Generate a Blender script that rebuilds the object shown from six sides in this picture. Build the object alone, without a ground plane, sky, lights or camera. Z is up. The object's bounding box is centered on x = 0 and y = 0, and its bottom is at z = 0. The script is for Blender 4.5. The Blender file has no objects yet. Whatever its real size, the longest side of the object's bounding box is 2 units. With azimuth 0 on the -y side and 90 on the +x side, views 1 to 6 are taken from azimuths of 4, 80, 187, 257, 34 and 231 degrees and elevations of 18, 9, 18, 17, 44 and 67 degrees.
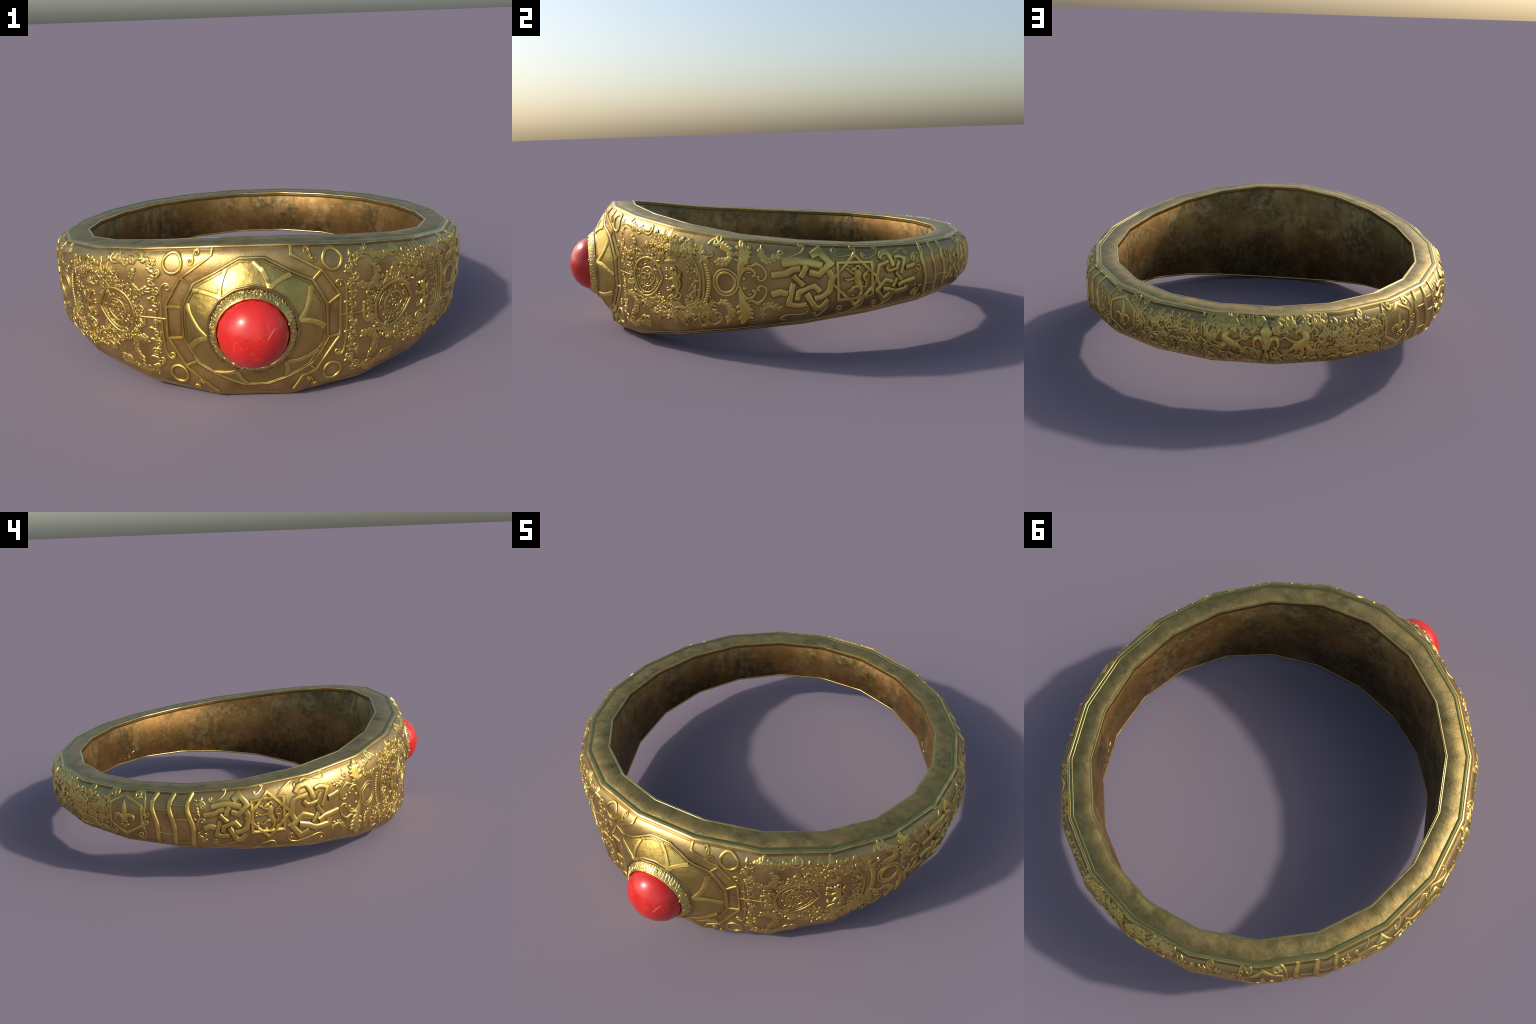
import bpy, math, random
import numpy as np
from mathutils import Vector

rng = random.Random(11)

# ------------------------------------------------------------------ frame
TWIST = 2.45                      # the ring is turned a little about z
CX, CY = 0.0, 0.0885              # ring centre
ZM = 0.298                        # mid height
NSEG = 20                         # facets round the hoop
R_IN, R_RIM, R_SH, R_MID = 0.7645, 0.8685, 0.9045, 0.917
# half heights of the band at the facet corners, front -> back
HALF = [.294, .269, .233, .195, .167, .142, .1275, .1195, .1125, .1105]
DEG = 0.0159                      # metres per degree on the outer wall


def half_at(i):
    a = abs(((9 + 18 * i + 180) % 360) - 180)
    return HALF[int(round((a - 9) / 18))]


def half(u):
    f = (u - 9) / 18.0
    i = math.floor(f)
    f -= i
    return half_at(i) * (1 - f) + half_at(i + 1) * f


def outer_profile(h):
    return [(R_RIM, -h), (R_SH, -h + .036), (R_MID, -h + .09), (R_MID, h - .09), (R_SH, h - .036), (R_RIM, h)]


def polar(i, r, z):
    a = math.radians(9 + 18 * i + TWIST)
    return np.array([CX + r * math.sin(a), CY - r * math.cos(a), ZM + z])


# ---- smooth vertex normals of the faceted hoop (closed cage, corner-angle weighted)
def cage_normals():
    rows = []
    for i in range(NSEG):
        h = half_at(i)
        prof = [(R_IN, -h)] + outer_profile(h) + [(R_IN, h)]
        rows.append([polar(i, r, z) for r, z in prof])
    V = np.array(rows)                       # 20 x 8 x 3
    N = np.zeros_like(V)
    for i in range(NSEG):
        for k in range(8):
            j, m = (i + 1) % NSEG, (k + 1) % 8
            q = [(i, k), (j, k), (j, m), (i, m)]
            fn = np.cross(V[q[2]] - V[q[0]], V[q[3]] - V[q[1]])
            fn /= np.linalg.norm(fn)
            for c in range(4):
                a, b = V[q[c - 1]] - V[q[c]], V[q[(c + 1) % 4]] - V[q[c]]
                ang = math.acos(np.clip(a @ b / np.linalg.norm(a) / np.linalg.norm(b), -1, 1))
                N[q[c]] += fn * ang
    N /= np.linalg.norm(N, axis=2, keepdims=True)
    mid = V.mean((0, 1))
    if (N[0, 3] @ (V[0, 3] - mid)) < 0:
        N = -N
    return V, N


CAGE_V, CAGE_N = cage_normals()


def band(u, v):
    """outer wall: u degrees from the stone, v 0..1 bottom to top -> point, smooth normal"""
    f = (u - 9) / 18.0
    i = math.floor(f)
    f -= i
    P, N = np.zeros(3), np.zeros(3)
    for idx, wgt in ((i, 1 - f), (i + 1, f)):
        h = half_at(idx)
        prof = outer_profile(h)
        z = -h + 2 * h * v
        k = 0
        while k < 4 and z > prof[k + 1][1]:
            k += 1
        g = (z - prof[k][1]) / (prof[k + 1][1] - prof[k][1])
        r = prof[k][0] * (1 - g) + prof[k + 1][0] * g
        P += wgt * polar(idx, r, z)
        n0, n1 = CAGE_N[idx % NSEG][k + 1], CAGE_N[idx % NSEG][k + 2]
        N += wgt * (n0 * (1 - g) + n1 * g)
    return P, N / np.linalg.norm(N)


def quad_patch(row_a, row_b):
    """straight strip of the cage between two profile rows: (u, t) -> point, normal"""
    def fn(u, t):
        f = (u - 9) / 18.0
        i = math.floor(f)
        f -= i
        P, N = np.zeros(3), np.zeros(3)
        for idx, w in ((i % NSEG, 1 - f), ((i + 1) % NSEG, f)):
            P += w * (CAGE_V[idx][row_a] * (1 - t) + CAGE_V[idx][row_b] * t)
            N += w * (CAGE_N[idx][row_a] * (1 - t) + CAGE_N[idx][row_b] * t)
        return P, N / np.linalg.norm(N)
    return fn


def leaning(fn, up, a, b):
    """same strip, its normals leaning from the inside (t = 1) to the outside (t = 0)"""
    def g(u, t):
        P, N = fn(u, t)
        ang = math.radians(u + TWIST)
        out = np.array([math.sin(ang), -math.cos(ang), 0])
        k = math.radians(a * (1 - t) + b * t)
        if up:
            return P, out * math.sin(k) + np.array([0, 0, up * math.cos(k)])
        return P, -out * math.cos(k) + np.array([0, 0, math.sin(k)])
    return g


rim_top = leaning(quad_patch(6, 7), 1, 34, -20)
rim_low = leaning(quad_patch(1, 0), -1, 34, -20)
lining = leaning(quad_patch(7, 0), 0, 26, -26)

# ------------------------------------------------------------------ materials


class Nodes:
    def __init__(self, name):
        self.m = bpy.data.materials.new(name)
        self.m.use_nodes = True
        self.t = self.m.node_tree
        self.bsdf = self.t.nodes["Principled BSDF"]
        tc = self.t.nodes.new("ShaderNodeTexCoord")
        self.obj, self.nrm = tc.outputs["Object"], tc.outputs["Normal"]

    def put(self, node, sock, val):
        s = node.inputs[sock]
        if hasattr(val, "is_output"):
            self.t.links.new(val, s)
        else:
            s.default_value = val

    def new(self, kind, **ins):
        n = self.t.nodes.new(kind)
        return n

    def scaled(self, sx, sy, sz):
        n = self.t.nodes.new("ShaderNodeMapping")
        self.t.links.new(self.obj, n.inputs["Vector"])
        n.inputs["Scale"].default_value = (sx, sy, sz)
        return n.outputs[0]

    def noise(self, scale, detail=4.0, rough=.55, vec=None, dist=0.0):
        n = self.t.nodes.new("ShaderNodeTexNoise")
        self.t.links.new(vec or self.obj, n.inputs["Vector"])
        n.inputs["Scale"].default_value = scale
        n.inputs["Detail"].default_value = detail
        n.inputs["Roughness"].default_value = rough
        n.inputs["Distortion"].default_value = dist
        return n.outputs["Fac"]

    def ramp(self, fac, *stops):
        n = self.t.nodes.new("ShaderNodeValToRGB")
        self.t.links.new(fac, n.inputs[0])
        e = n.color_ramp.elements
        while len(e) < len(stops):
            e.new(.5)
        for el, (p, c) in zip(e, stops):
            el.position = p
            el.color = (*c, 1) if isinstance(c, tuple) else (c, c, c, 1)
        return n.outputs[0]

    def mix(self, fac, a, b, mode="MIX"):
        n = self.t.nodes.new("ShaderNodeMix")
        n.data_type, n.blend_type = "RGBA", mode
        for sock, val in ((0, fac), (6, a), (7, b)):
            if hasattr(val, "is_output"):
                self.t.links.new(val, n.inputs[sock])
            elif sock == 0:
                n.inputs[0].default_value = val
            else:
                n.inputs[sock].default_value = (*val, 1)
        return n.outputs[2]

    def math(self, op, a, b=0.0, clamp=False):
        n = self.t.nodes.new("ShaderNodeMath")
        n.operation, n.use_clamp = op, clamp
        for k, val in ((0, a), (1, b)):
            if hasattr(val, "is_output"):
                self.t.links.new(val, n.inputs[k])
            else:
                n.inputs[k].default_value = val
        return n.outputs[0]

    def cavity(self, dist=.02):
        n = self.t.nodes.new("ShaderNodeAmbientOcclusion")
        n.samples = 8
        n.inputs["Distance"].default_value = dist
        return n.outputs["AO"]

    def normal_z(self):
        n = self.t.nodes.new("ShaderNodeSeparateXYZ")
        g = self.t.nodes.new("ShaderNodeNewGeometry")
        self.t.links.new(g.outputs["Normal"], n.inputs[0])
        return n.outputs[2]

    def bump(self, height, strength, dist=.004):
        n = self.t.nodes.new("ShaderNodeBump")
        n.inputs["Strength"].default_value = strength
        n.inputs["Distance"].default_value = dist
        self.t.links.new(height, n.inputs["Height"])
        self.t.links.new(n.outputs[0], self.bsdf.inputs["Normal"])

    def done(self, color, rough, metallic, **extra):
        for name, val in (("Base Color", color), ("Roughness", rough), ("Metallic", metallic), *extra.items()):
            name = name.replace("_", " ")
            s = self.bsdf.inputs[name]
            if hasattr(val, "is_output"):
                self.t.links.new(val, s)
            else:
                s.default_value = (*val, 1) if isinstance(val, tuple) else val
        return self.m


def mat_ground():
    g = Nodes("aged_brown_gold")
    tone = g.ramp(g.noise(7, 6, .6), (.30, (.29, .172, .058)), (.48, (.43, .275, .094)), (.70, (.55, .38, .138)))
    tone = g.mix(g.math("MULTIPLY", g.ramp(g.noise(16, 5, .65), (.5, 0.0), (.75, 1.0)), .5), tone, (.31, .26, .105))
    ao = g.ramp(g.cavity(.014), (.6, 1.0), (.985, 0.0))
    tone = g.mix(g.math("MULTIPLY", ao, .8), tone, (.14, .08, .022))  # shadow beside the raised strands, darkened into the base colour by occlusion
    up = g.math("MULTIPLY", g.ramp(g.normal_z(), (.15, 0.0), (.75, 1.0)), .5)  # upward faces tinted olive: blue sky reflected in gold, painted into the colour
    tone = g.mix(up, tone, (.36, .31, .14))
    g.bump(g.noise(60, 5, .7), .22, .004)
    rough = g.ramp(g.noise(22, 5, .6), (.3, .33), (.75, .46))
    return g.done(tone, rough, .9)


def mat_relief(name="raised_gold", bright=1.0):
    g = Nodes(name)
    b = bright
    tone = g.ramp(g.noise(14, 5, .6), (.3, (.60 * b, .42 * b, .105 * b)), (.55, (.73 * b, .53 * b, .14 * b)), (.8, (.82 * b, .61 * b, .18 * b)))
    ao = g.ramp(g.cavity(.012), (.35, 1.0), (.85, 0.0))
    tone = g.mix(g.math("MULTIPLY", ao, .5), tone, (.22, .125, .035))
    g.bump(g.noise(90, 4, .6), .12, .003)
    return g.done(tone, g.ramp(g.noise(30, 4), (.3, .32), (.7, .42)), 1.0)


def mat_soft():
    g = Nodes("chased_soft_gold")
    tone = g.ramp(g.noise(12, 6, .6), (.3, (.52, .355, .100)), (.55, (.65, .46, .13)), (.8, (.75, .55, .165)))
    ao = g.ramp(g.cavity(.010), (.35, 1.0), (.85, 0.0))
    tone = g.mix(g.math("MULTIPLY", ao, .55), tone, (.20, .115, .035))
    g.bump(g.noise(75, 5, .65), .2, .003)
    return g.done(tone, g.ramp(g.noise(30, 4), (.3, .32), (.7, .44)), 1.0)


def mat_trim():
    g = Nodes("bright_edge_gold")
    tone = g.ramp(g.noise(20, 4), (.3, (.50, .36, .10)), (.7, (.76, .56, .19)))
    return g.done(tone, .28, 1.0)


def mat_bead():
    g = Nodes("green_gold_bead")
    tone = g.ramp(g.noise(16, 5), (.3, (.25, .22, .065)), (.7, (.34, .29, .09)))
    return g.done(tone, .4, 1.0)


def mat_groove():
    g = Nodes("groove_brown")
    tone = g.ramp(g.noise(25, 5), (.3, (.20, .105, .03)), (.7, (.32, .18, .055)))
    return g.done(tone, .45, .95)


def mat_rim():
    g = Nodes("worn_green_gold")
    tone = g.ramp(g.noise(19, 9, .72, vec=g.scaled(1, 1, .6)), (.30, (.12, .088, .030)), (.44, (.205, .156, .053)), (.57, (.295, .224, .085)), (.75, (.42, .31, .12)))
    blotch = g.ramp(g.noise(5.2, 6, .65), (.42, 0.0), (.68, 1.0))
    tone = g.mix(g.math("MULTIPLY", blotch, .55), tone, (.43, .28, .085))
    fleck = g.ramp(g.noise(20, 7, .72), (.52, 0.0), (.68, 1.0))
    tone = g.mix(g.math("MULTIPLY", fleck, .4), tone, (.26, .25, .11))
    pits = g.ramp(g.noise(55, 5, .7), (.62, 0.0), (.70, 1.0))
    tone = g.mix(g.math("MULTIPLY", pits, .55), tone, (.09, .075, .035))
    g.bump(g.noise(36, 7, .75), .45, .005)
    rough = g.ramp(g.noise(14, 5), (.3, .38), (.7, .54))
    return g.done(tone, rough, .88)


def mat_lining():
    g = Nodes("stained_inner_bronze")
    tone = g.ramp(g.noise(3.2, 6, .6), (.3, (.19, .10, .030)), (.5, (.285, .162, .050)), (.72, (.36, .228, .076)))
    verd = g.math("MULTIPLY", g.ramp(g.noise(3.9, 7, .62, dist=.3), (.46, 0.0), (.58, 1.0)), g.ramp(g.noise(30, 7, .75), (.40, 0.0), (.56, 1.0)))
    tone = g.mix(g.math("MULTIPLY", verd, .85), tone, (.075, .074, .032))
    rust = g.math("MULTIPLY", g.ramp(g.noise(4.1, 4, vec=g.scaled(1.3, .8, 1.7)), (.5, 0.0), (.66, 1.0)), g.ramp(g.noise(26, 6, .7), (.5, 0.0), (.66, 1.0)))
    tone = g.mix(g.math("MULTIPLY", rust, .65), tone, (.38, .17, .04))
    lightp = g.math("MULTIPLY", g.ramp(g.noise(6, 7, .7, vec=g.scaled(1, 1, 1.6)), (.47, 0.0), (.58, 1.0)), g.ramp(g.noise(24, 6, .7, vec=g.scaled(1.2, 1, .7)), (.45, 0.0), (.56, 1.0)))
    tone = g.mix(g.math("MULTIPLY", lightp, .45), tone, (.47, .35, .155))
    fleck = g.math("MULTIPLY", g.ramp(g.noise(34, 9, .8), (.47, 0.0), (.56, 1.0)), g.ramp(g.noise(4.6, 4, .6, vec=g.scaled(1, 1.3, .9)), (.46, 0.0), (.60, 1.0)))
    tone = g.mix(g.math("MULTIPLY", fleck, .65), tone, (.13, .075, .026))
    g.bump(g.noise(40, 7, .75), .4, .005)
    return g.done(tone, g.ramp(g.noise(18, 5), (.3, .48), (.7, .62)), .94)


def mat_setting():
    g = Nodes("hammered_yellow_gold")
    tone = g.ramp(g.noise(10, 5), (.3, (.46, .325, .085)), (.7, (.62, .455, .135)))
    stain = g.ramp(g.noise(22, 6, .7), (.58, 0.0), (.75, 1.0))
    tone = g.mix(g.math("MULTIPLY", stain, .35), tone, (.30, .26, .09))
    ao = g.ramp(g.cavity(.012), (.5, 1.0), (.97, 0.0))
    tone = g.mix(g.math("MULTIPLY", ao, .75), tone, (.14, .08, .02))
    g.bump(g.noise(40, 5, .6), .4, .005)
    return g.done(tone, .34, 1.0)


def mat_bezel():
    g = Nodes("carved_pale_gold")
    tone = g.ramp(g.noise(30, 5), (.3, (.54, .39, .11)), (.7, (.74, .55, .19)))
    ao = g.ramp(g.cavity(.006), (.3, 1.0), (.85, 0.0))
    tone = g.mix(g.math("MULTIPLY", ao, .5), tone, (.30, .20, .06))
    return g.done(tone, .28, .98)


def mat_collar():
    g = Nodes("brown_collar_gold")
    tone = g.ramp(g.noise(18, 5), (.3, (.27, .175, .065)), (.7, (.40, .275, .11)))
    return g.done(tone, .32, .92)


def mat_gem():
    g = Nodes("coral_red_stone")
    tone = g.ramp(g.noise(8, 4, vec=g.scaled(1.2, 1.2, .35)), (.35, (.52, .012, .009)), (.65, (.63, .024, .017)))
    mott = g.ramp(g.noise(26, 6, .65), (.55, 0.0), (.75, 1.0))
    tone = g.mix(g.math("MULTIPLY", mott, .5), tone, (.80, .06, .045))
    speck = g.ramp(g.noise(85, 3, .5), (.66, 0.0), (.72, 1.0))
    tone = g.mix(g.math("MULTIPLY", speck, .6), tone, (.36, .006, .005))
    # pale veins: thin iso-lines of a distorted noise, kept in patches
    vein = g.math("ABSOLUTE", g.math("SUBTRACT", g.noise(7, 3, .5, dist=.8), .5))
    vein = g.ramp(vein, (0.0, 1.0), (.009, 0.0))
    patch = g.ramp(g.noise(5, 2, vec=g.scaled(1.4, 1, 1.1)), (.535, 0.0), (.60, 1.0))
    tone = g.mix(g.math("MULTIPLY", g.math("MULTIPLY", vein, patch), .28), tone, (.78, .20, .07))
    # one pale scratch on the stone's right cheek (object x / z are measured from the stone's axis)
    sep = g.t.nodes.new("ShaderNodeSeparateXYZ")
    g.t.links.new(g.obj, sep.inputs[0])
    x, z = sep.outputs[0], sep.outputs[2]
    s = math.radians(51)
    along = g.math("ADD", g.math("MULTIPLY", g.math("SUBTRACT", x, .064), math.cos(s)), g.math("MULTIPLY", g.math("SUBTRACT", z, .030), math.sin(s)))
    off = g.math("ADD", g.math("MULTIPLY", g.math("SUBTRACT", x, .064), -math.sin(s)), g.math("MULTIPLY", g.math("SUBTRACT", z, .030), math.cos(s)))
    m1 = g.ramp(g.math("ABSOLUTE", along), (.017, 1.0), (.023, 0.0))
    m2 = g.ramp(g.math("ABSOLUTE", off), (.0009, 1.0), (.0024, 0.0))
    tone = g.mix(g.math("MULTIPLY", g.math("MULTIPLY", m1, m2), .45), tone, (.80, .42, .42))
    g.bump(g.noise(22, 4), .05, .003)
    return g.done(tone, g.ramp(g.noise(30, 5), (.35, .26), (.7, .36)), 0.0, Coat_Weight=.12, Coat_Roughness=.1)


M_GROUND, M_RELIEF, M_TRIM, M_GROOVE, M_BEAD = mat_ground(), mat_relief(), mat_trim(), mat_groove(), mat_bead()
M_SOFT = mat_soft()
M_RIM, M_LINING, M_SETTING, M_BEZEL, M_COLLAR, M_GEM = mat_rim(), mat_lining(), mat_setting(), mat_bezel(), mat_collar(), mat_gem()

# ------------------------------------------------------------------ objects
ROOT = bpy.data.objects.new("gemstone_ring", None)
bpy.context.scene.collection.objects.link(ROOT)
ROOT["label"] = "ornate aged gold signet ring with a round red stone"
ROOT["category"] = "ring"


def add_object(name, verts, faces, mat, parent, normals=None, sharp=None, kind=None):
    me = bpy.data.meshes.new(name)
    me.from_pydata([tuple(v) for v in verts], [], faces)
    me.materials.append(mat)
    me.shade_smooth()
    if normals is not None:
        me.normals_split_custom_set_from_vertices([tuple(n) for n in normals])
    elif sharp is not None:
        me.set_sharp_from_angle(angle=math.radians(sharp))
    o = bpy.data.objects.new(name, me)
    bpy.context.scene.collection.objects.link(o)
    o.parent = parent
    if kind:
        o["kind"] = kind
    return o


def patch_object(name, fn, t_rows, mat, parent, sub=6):
    verts, normals, faces = [], [], []
    n, m = NSEG * sub, len(t_rows)
    for a in range(n):
        u = 9 + 18.0 * a / sub
        for t in t_rows:
            p, q = fn(u, t)
            verts.append(p)
            normals.append(q)
    for a in range(n):
        b = (a + 1) % n
        for k in range(m - 1):
            faces.append((a * m + k, b * m + k, b * m + k + 1, a * m + k + 1))
    return add_object(name, verts, faces, mat, parent, normals)


wall_rows = [0, .03, .06, .08, .1, .12, .155, .2, .25, .3, .4, .5, .6, .7, .75, .8, .845, .88, .9, .92, .94, .97, 1]
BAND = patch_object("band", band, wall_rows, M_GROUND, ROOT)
flat_rows = [0, .25, .5, .75, 1]
patch_object("rim", rim_top, flat_rows, M_RIM, BAND)
patch_object("rim", lambda u, t: rim_low(u, 1 - t), flat_rows, M_RIM, BAND)
patch_object("lining", lining, flat_rows, M_LINING, BAND)


# ------------------------------------------------------------------ strokes on a surface
class Relief:
    """collects raised strokes laid on a mapped surface"""
    tick = 0
    gain = .36                    # overall height of the chasing

    def __init__(self, surf=band, scale=None, whole=False):
        self.v, self.f, self.surf = [], [], surf
        self.fence = (.03, .984) if surf is band and not whole else None
        # metres per parameter step at (u, v)
        self.scale = scale or (lambda u, v: (DEG, 2 * half(u)))

    def stroke(self, pts, w, h=.009, taper="none", step=.012, closed=False, profile=None, sink=.004, wrap=0):
        """w = full width in metres (number or list along the path)"""
        Relief.tick += 1
        h = h + ((Relief.tick * 7) % 13) * 0.00014
        prof = profile or [(-1, None), (-1, .45), (-.62, 1), (.62, 1), (1, .45), (1, None)]
        pts = [np.array(p, float) for p in pts]
        sx, sy = self.scale(*pts[len(pts) // 2])
        S = np.array([sx, sy])
        q = [p * S for p in pts]
        if closed:
            q.append(q[0] + np.array([wrap * sx, 0.0]))
        # resample, keeping the corners
        path = [q[0]]
        for a, b in zip(q, q[1:]):
            n = max(1, int(np.linalg.norm(b - a) / step))
            for k in range(1, n + 1):
                path.append(a + (b - a) * k / n)
        if closed:
            path.pop()
        n = len(path)
        if n < 2:
            return
        seg = [np.linalg.norm(path[k] - path[k - 1]) for k in range(1, n)]
        L = max(1e-6, sum(seg))
        s, acc = [0.0], 0.0
        for d in seg:
            acc += d
            s.append(acc / L)
        base = len(self.v)
        m = len(prof)
        for k in range(n):
            if closed:
                a, c = path[k - 1], path[(k + 1) % n]
                if wrap and k == 0:
                    a = a - np.array([wrap * sx, 0.0])
                if wrap and k == n - 1:
                    c = c + np.array([wrap * sx, 0.0])
            else:
                a, c = path[max(0, k - 1)], path[min(n - 1, k + 1)]
            d0, d1 = path[k] - a, c - path[k]
            l0, l1 = np.linalg.norm(d0), np.linalg.norm(d1)
            t0 = d0 / l0 if l0 > 1e-9 else d1 / max(l1, 1e-9)
            t1 = d1 / l1 if l1 > 1e-9 else t0
            tt = t0 + t1
            lt = np.linalg.norm(tt)
            tt = tt / lt if lt > 1e-6 else t0
            miter = min(1.9, 1 / max(.35, tt @ t0))
            nn = np.array([-tt[1], tt[0]])
            t = s[k]
            if isinstance(w, (list, tuple)):
                x = t * (len(w) - 1)
                i = min(len(w) - 2, int(x))
                wk = w[i] + (w[i + 1] - w[i]) * (x - i)
            else:
                wk = w
            hk = h
            if taper == "both":
                g = math.sin(math.pi * min(1, max(0, .06 + .88 * t))) ** .7
                wk, hk = wk * g, h * (.45 + .55 * g)
            elif taper == "end":
                g = max(.15, 1 - t) ** .6
                wk, hk = wk * g, h * (.4 + .6 * g)
            elif taper == "start":
                g = max(.15, t) ** .6
                wk, hk = wk * g, h * (.4 + .6 * g)
            for ox, oh in prof:
                off = nn * (ox * wk * .5 * miter)
                p = path[k] / S
                lx, ly = self.scale(*p)
                vq = p[1] + off[1] / ly
                if self.fence:
                    vq = min(self.fence[1], max(self.fence[0], vq))
                P, N = self.surf(p[0] + off[0] / lx, vq)
                self.v.append((P, N, -sink if oh is None else oh * hk, oh is None))
        for k in range(n if closed else n - 1):
            b = (k + 1) % n
            for j in range(m - 1):
                self.f.append((base + k * m + j + 1, base + k * m + j, base + b * m + j, base + b * m + j + 1))
        if not closed:
            self.f.append(tuple(base + j for j in range(m)))
            self.f.append(tuple(base + (n - 1) * m + j for j in reversed(range(m))))

    def dot(self, u, v, r, h=.008, sides=8):
        Relief.tick += 1
        sx, sy = self.scale(u, v)
        base = len(self.v)
        rings = ((1, None), (1, .3), (.72, .8))
        for rr, hh in rings:
            for k in range(sides):
                a = math.tau * k / sides
                vq = v + r * rr * math.sin(a) / sy
                if self.fence:
                    vq = min(self.fence[1], max(self.fence[0], vq))
                P, N = self.surf(u + r * rr * math.cos(a) / sx, vq)
                self.v.append((P, N, -.004 if hh is None else h * hh, hh is None))
        P, N = self.surf(u, min(self.fence[1], max(self.fence[0], v)) if self.fence else v)
        self.v.append((P, N, h, False))
        for q in range(2):
            for k in range(sides):
                j = (k + 1) % sides
                self.f.append((base + q * sides + k, base + q * sides + j, base + (q + 1) * sides + j, base + (q + 1) * sides + k))
        for k in range(sides):
            self.f.append((base + 2 * sides + k, base + 2 * sides + (k + 1) % sides, base + 3 * sides))

    # -- organic pieces, in metres about a point of the surface
    def xy(self, u, v, pts):
        sx, sy = self.scale(u, v)
        return [(u + x / sx, v + y / sy) for x, y in pts]

    def curl(self, u, v, heading, length, turns=1.1, sense=1, w=.007, h=.007, n=22, tight=2.2, knob=True):
        """a scroll: starts at (u,v) almost straight and winds up into a volute"""
        a = math.radians(heading)
        x = y = 0.0
        pts = [(0.0, 0.0)]
        tot = turns * math.tau * (tight + 1)
        for k in range(n):
            t = (k + .5) / n
            a += sense * tot * (t ** tight) / n
            x += math.cos(a) * length / n
            y += math.sin(a) * length / n
            pts.append((x, y))
        pp = self.xy(u, v, pts)
        self.stroke(pp, [w * 1.25, w * 1.25, w * 1.1], h, step=.05)
        if knob:
            self.dot(*pp[-1], w * .85, h * 1.15, 7)
        return pp[-1]

    def leaf(self, u, v, heading, length, w, h=.008, bend=0.0):
        a = math.radians(heading)
        n = 5 if length < .035 else 9
        x = y = 0.0
        pts = [(0, 0)]
        for k in range(n):
            a += math.radians(bend) / n
            x += math.cos(a) * length / n
            y += math.sin(a) * length / n
            pts.append((x, y))
        self.stroke(self.xy(u, v, pts), w * 1.15, h, step=.05, taper="both", profile=[(-1, None), (-1, .25), (-.5, .85), (0, 1), (.5, .85), (1, .25), (1, None)])

    def frond(self, pts, size=.016, w=.007, gap=.014, h=.008, stem=.006, both=True, angle=55):
        """stem with leaflets on both sides, like an oak spray or a garland"""
        sx, sy = self.scale(*pts[0])
        S = np.array([sx, sy])
        q = smooth([np.array(p) * S for p in pts], 6)
        self.stroke([p / S for p in q], stem, h * .8, step=.05)
        acc, side = 0.0, 1
        for a, b in zip(q, q[1:]):
            d = b - a
            L = np.linalg.norm(d)
            acc += L
            if acc > gap:
                acc = 0
                hd = math.degrees(math.atan2(d[1], d[0]))
                for sd in ((1, -1) if both else (side,)):
                    self.leaf(*(b / S), hd + sd * (angle + rng.uniform(-15, 15)), size * rng.uniform(.75, 1.2), w * rng.uniform(.85, 1.2), h * rng.uniform(.8, 1.15), bend=-sd * 40)
                side = -side
        self.leaf(*(q[-1] / S), hd if False else math.degrees(math.atan2(d[1], d[0])), size, w, h)

    def scatter(self, region, count, size=(.010, .02), w=(.005, .008), h=.008, seed=1, mode="mix", gap=.009):
        """crowded little leaves, curls and beads filling a region given by a test in (u,v)"""
        r = random.Random(seed)
        (u0, u1, v0, v1), inside = region
        taken = []
        tries = 0
        sx, sy = self.scale((u0 + u1) / 2, (v0 + v1) / 2)
        while len(taken) < count and tries < count * 30:
            tries += 1
            u, v = r.uniform(u0, u1), r.uniform(v0, v1)
            if not inside(u, v):
                continue
            if any(((u - a) * sx) ** 2 + ((v - b) * sy) ** 2 < gap ** 2 for a, b in taken):
                continue
            taken.append((u, v))
            c = r.random()
            L, ww = r.uniform(*size), r.uniform(*w)
            hh = h * r.uniform(.75, 1.2)
            if mode == "leaf" or (mode == "mix" and c < .62):
                self.leaf(u, v, r.uniform(0, 360), L, ww * 1.15, hh, r.uniform(-90, 90))
            elif c < .86:
                self.curl(u, v, r.uniform(0, 360), L * 2.4, r.uniform(.55, .9), r.choice((-1, 1)), ww * .72, hh * .9, n=11, knob=False)
            else:
                self.dot(u, v, ww * .6, hh, 6)

    def object(self, name, mat=None, parent=None, kind=None, sharp=50):
        g = self.gain * (.86 if kind else 1)      # crowded filling is chased lower than the main motifs
        verts = [P + N * (h if buried else h * g) for P, N, h, buried in self.v]
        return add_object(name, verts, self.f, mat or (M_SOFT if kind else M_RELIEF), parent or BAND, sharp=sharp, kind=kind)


def smooth(pts, n=6):
    """Catmull-Rom through control points"""
    p = [np.array(a, float) for a in pts]
    p = [2 * p[0] - p[1]] + p + [2 * p[-1] - p[-2]]
    out = []
    for k in range(1, len(p) - 2):
        for j in range(n):
            t = j / n
            a, b, c, d = p[k - 1], p[k], p[k + 1], p[k + 2]
            out.append(.5 * ((2 * b) + (c - a) * t + (2 * a - 5 * b + 4 * c - d) * t * t + (3 * b - 3 * c + d - a) * t ** 3))
    out.append(p[-2])
    return out


# ------------------------------------------------------------------ edge trims and grooves
def around(a, b, step=3.0):
    n = int(round((b - a) / step))
    return [a + (b - a) * k / n for k in range(n + 1)]


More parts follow.
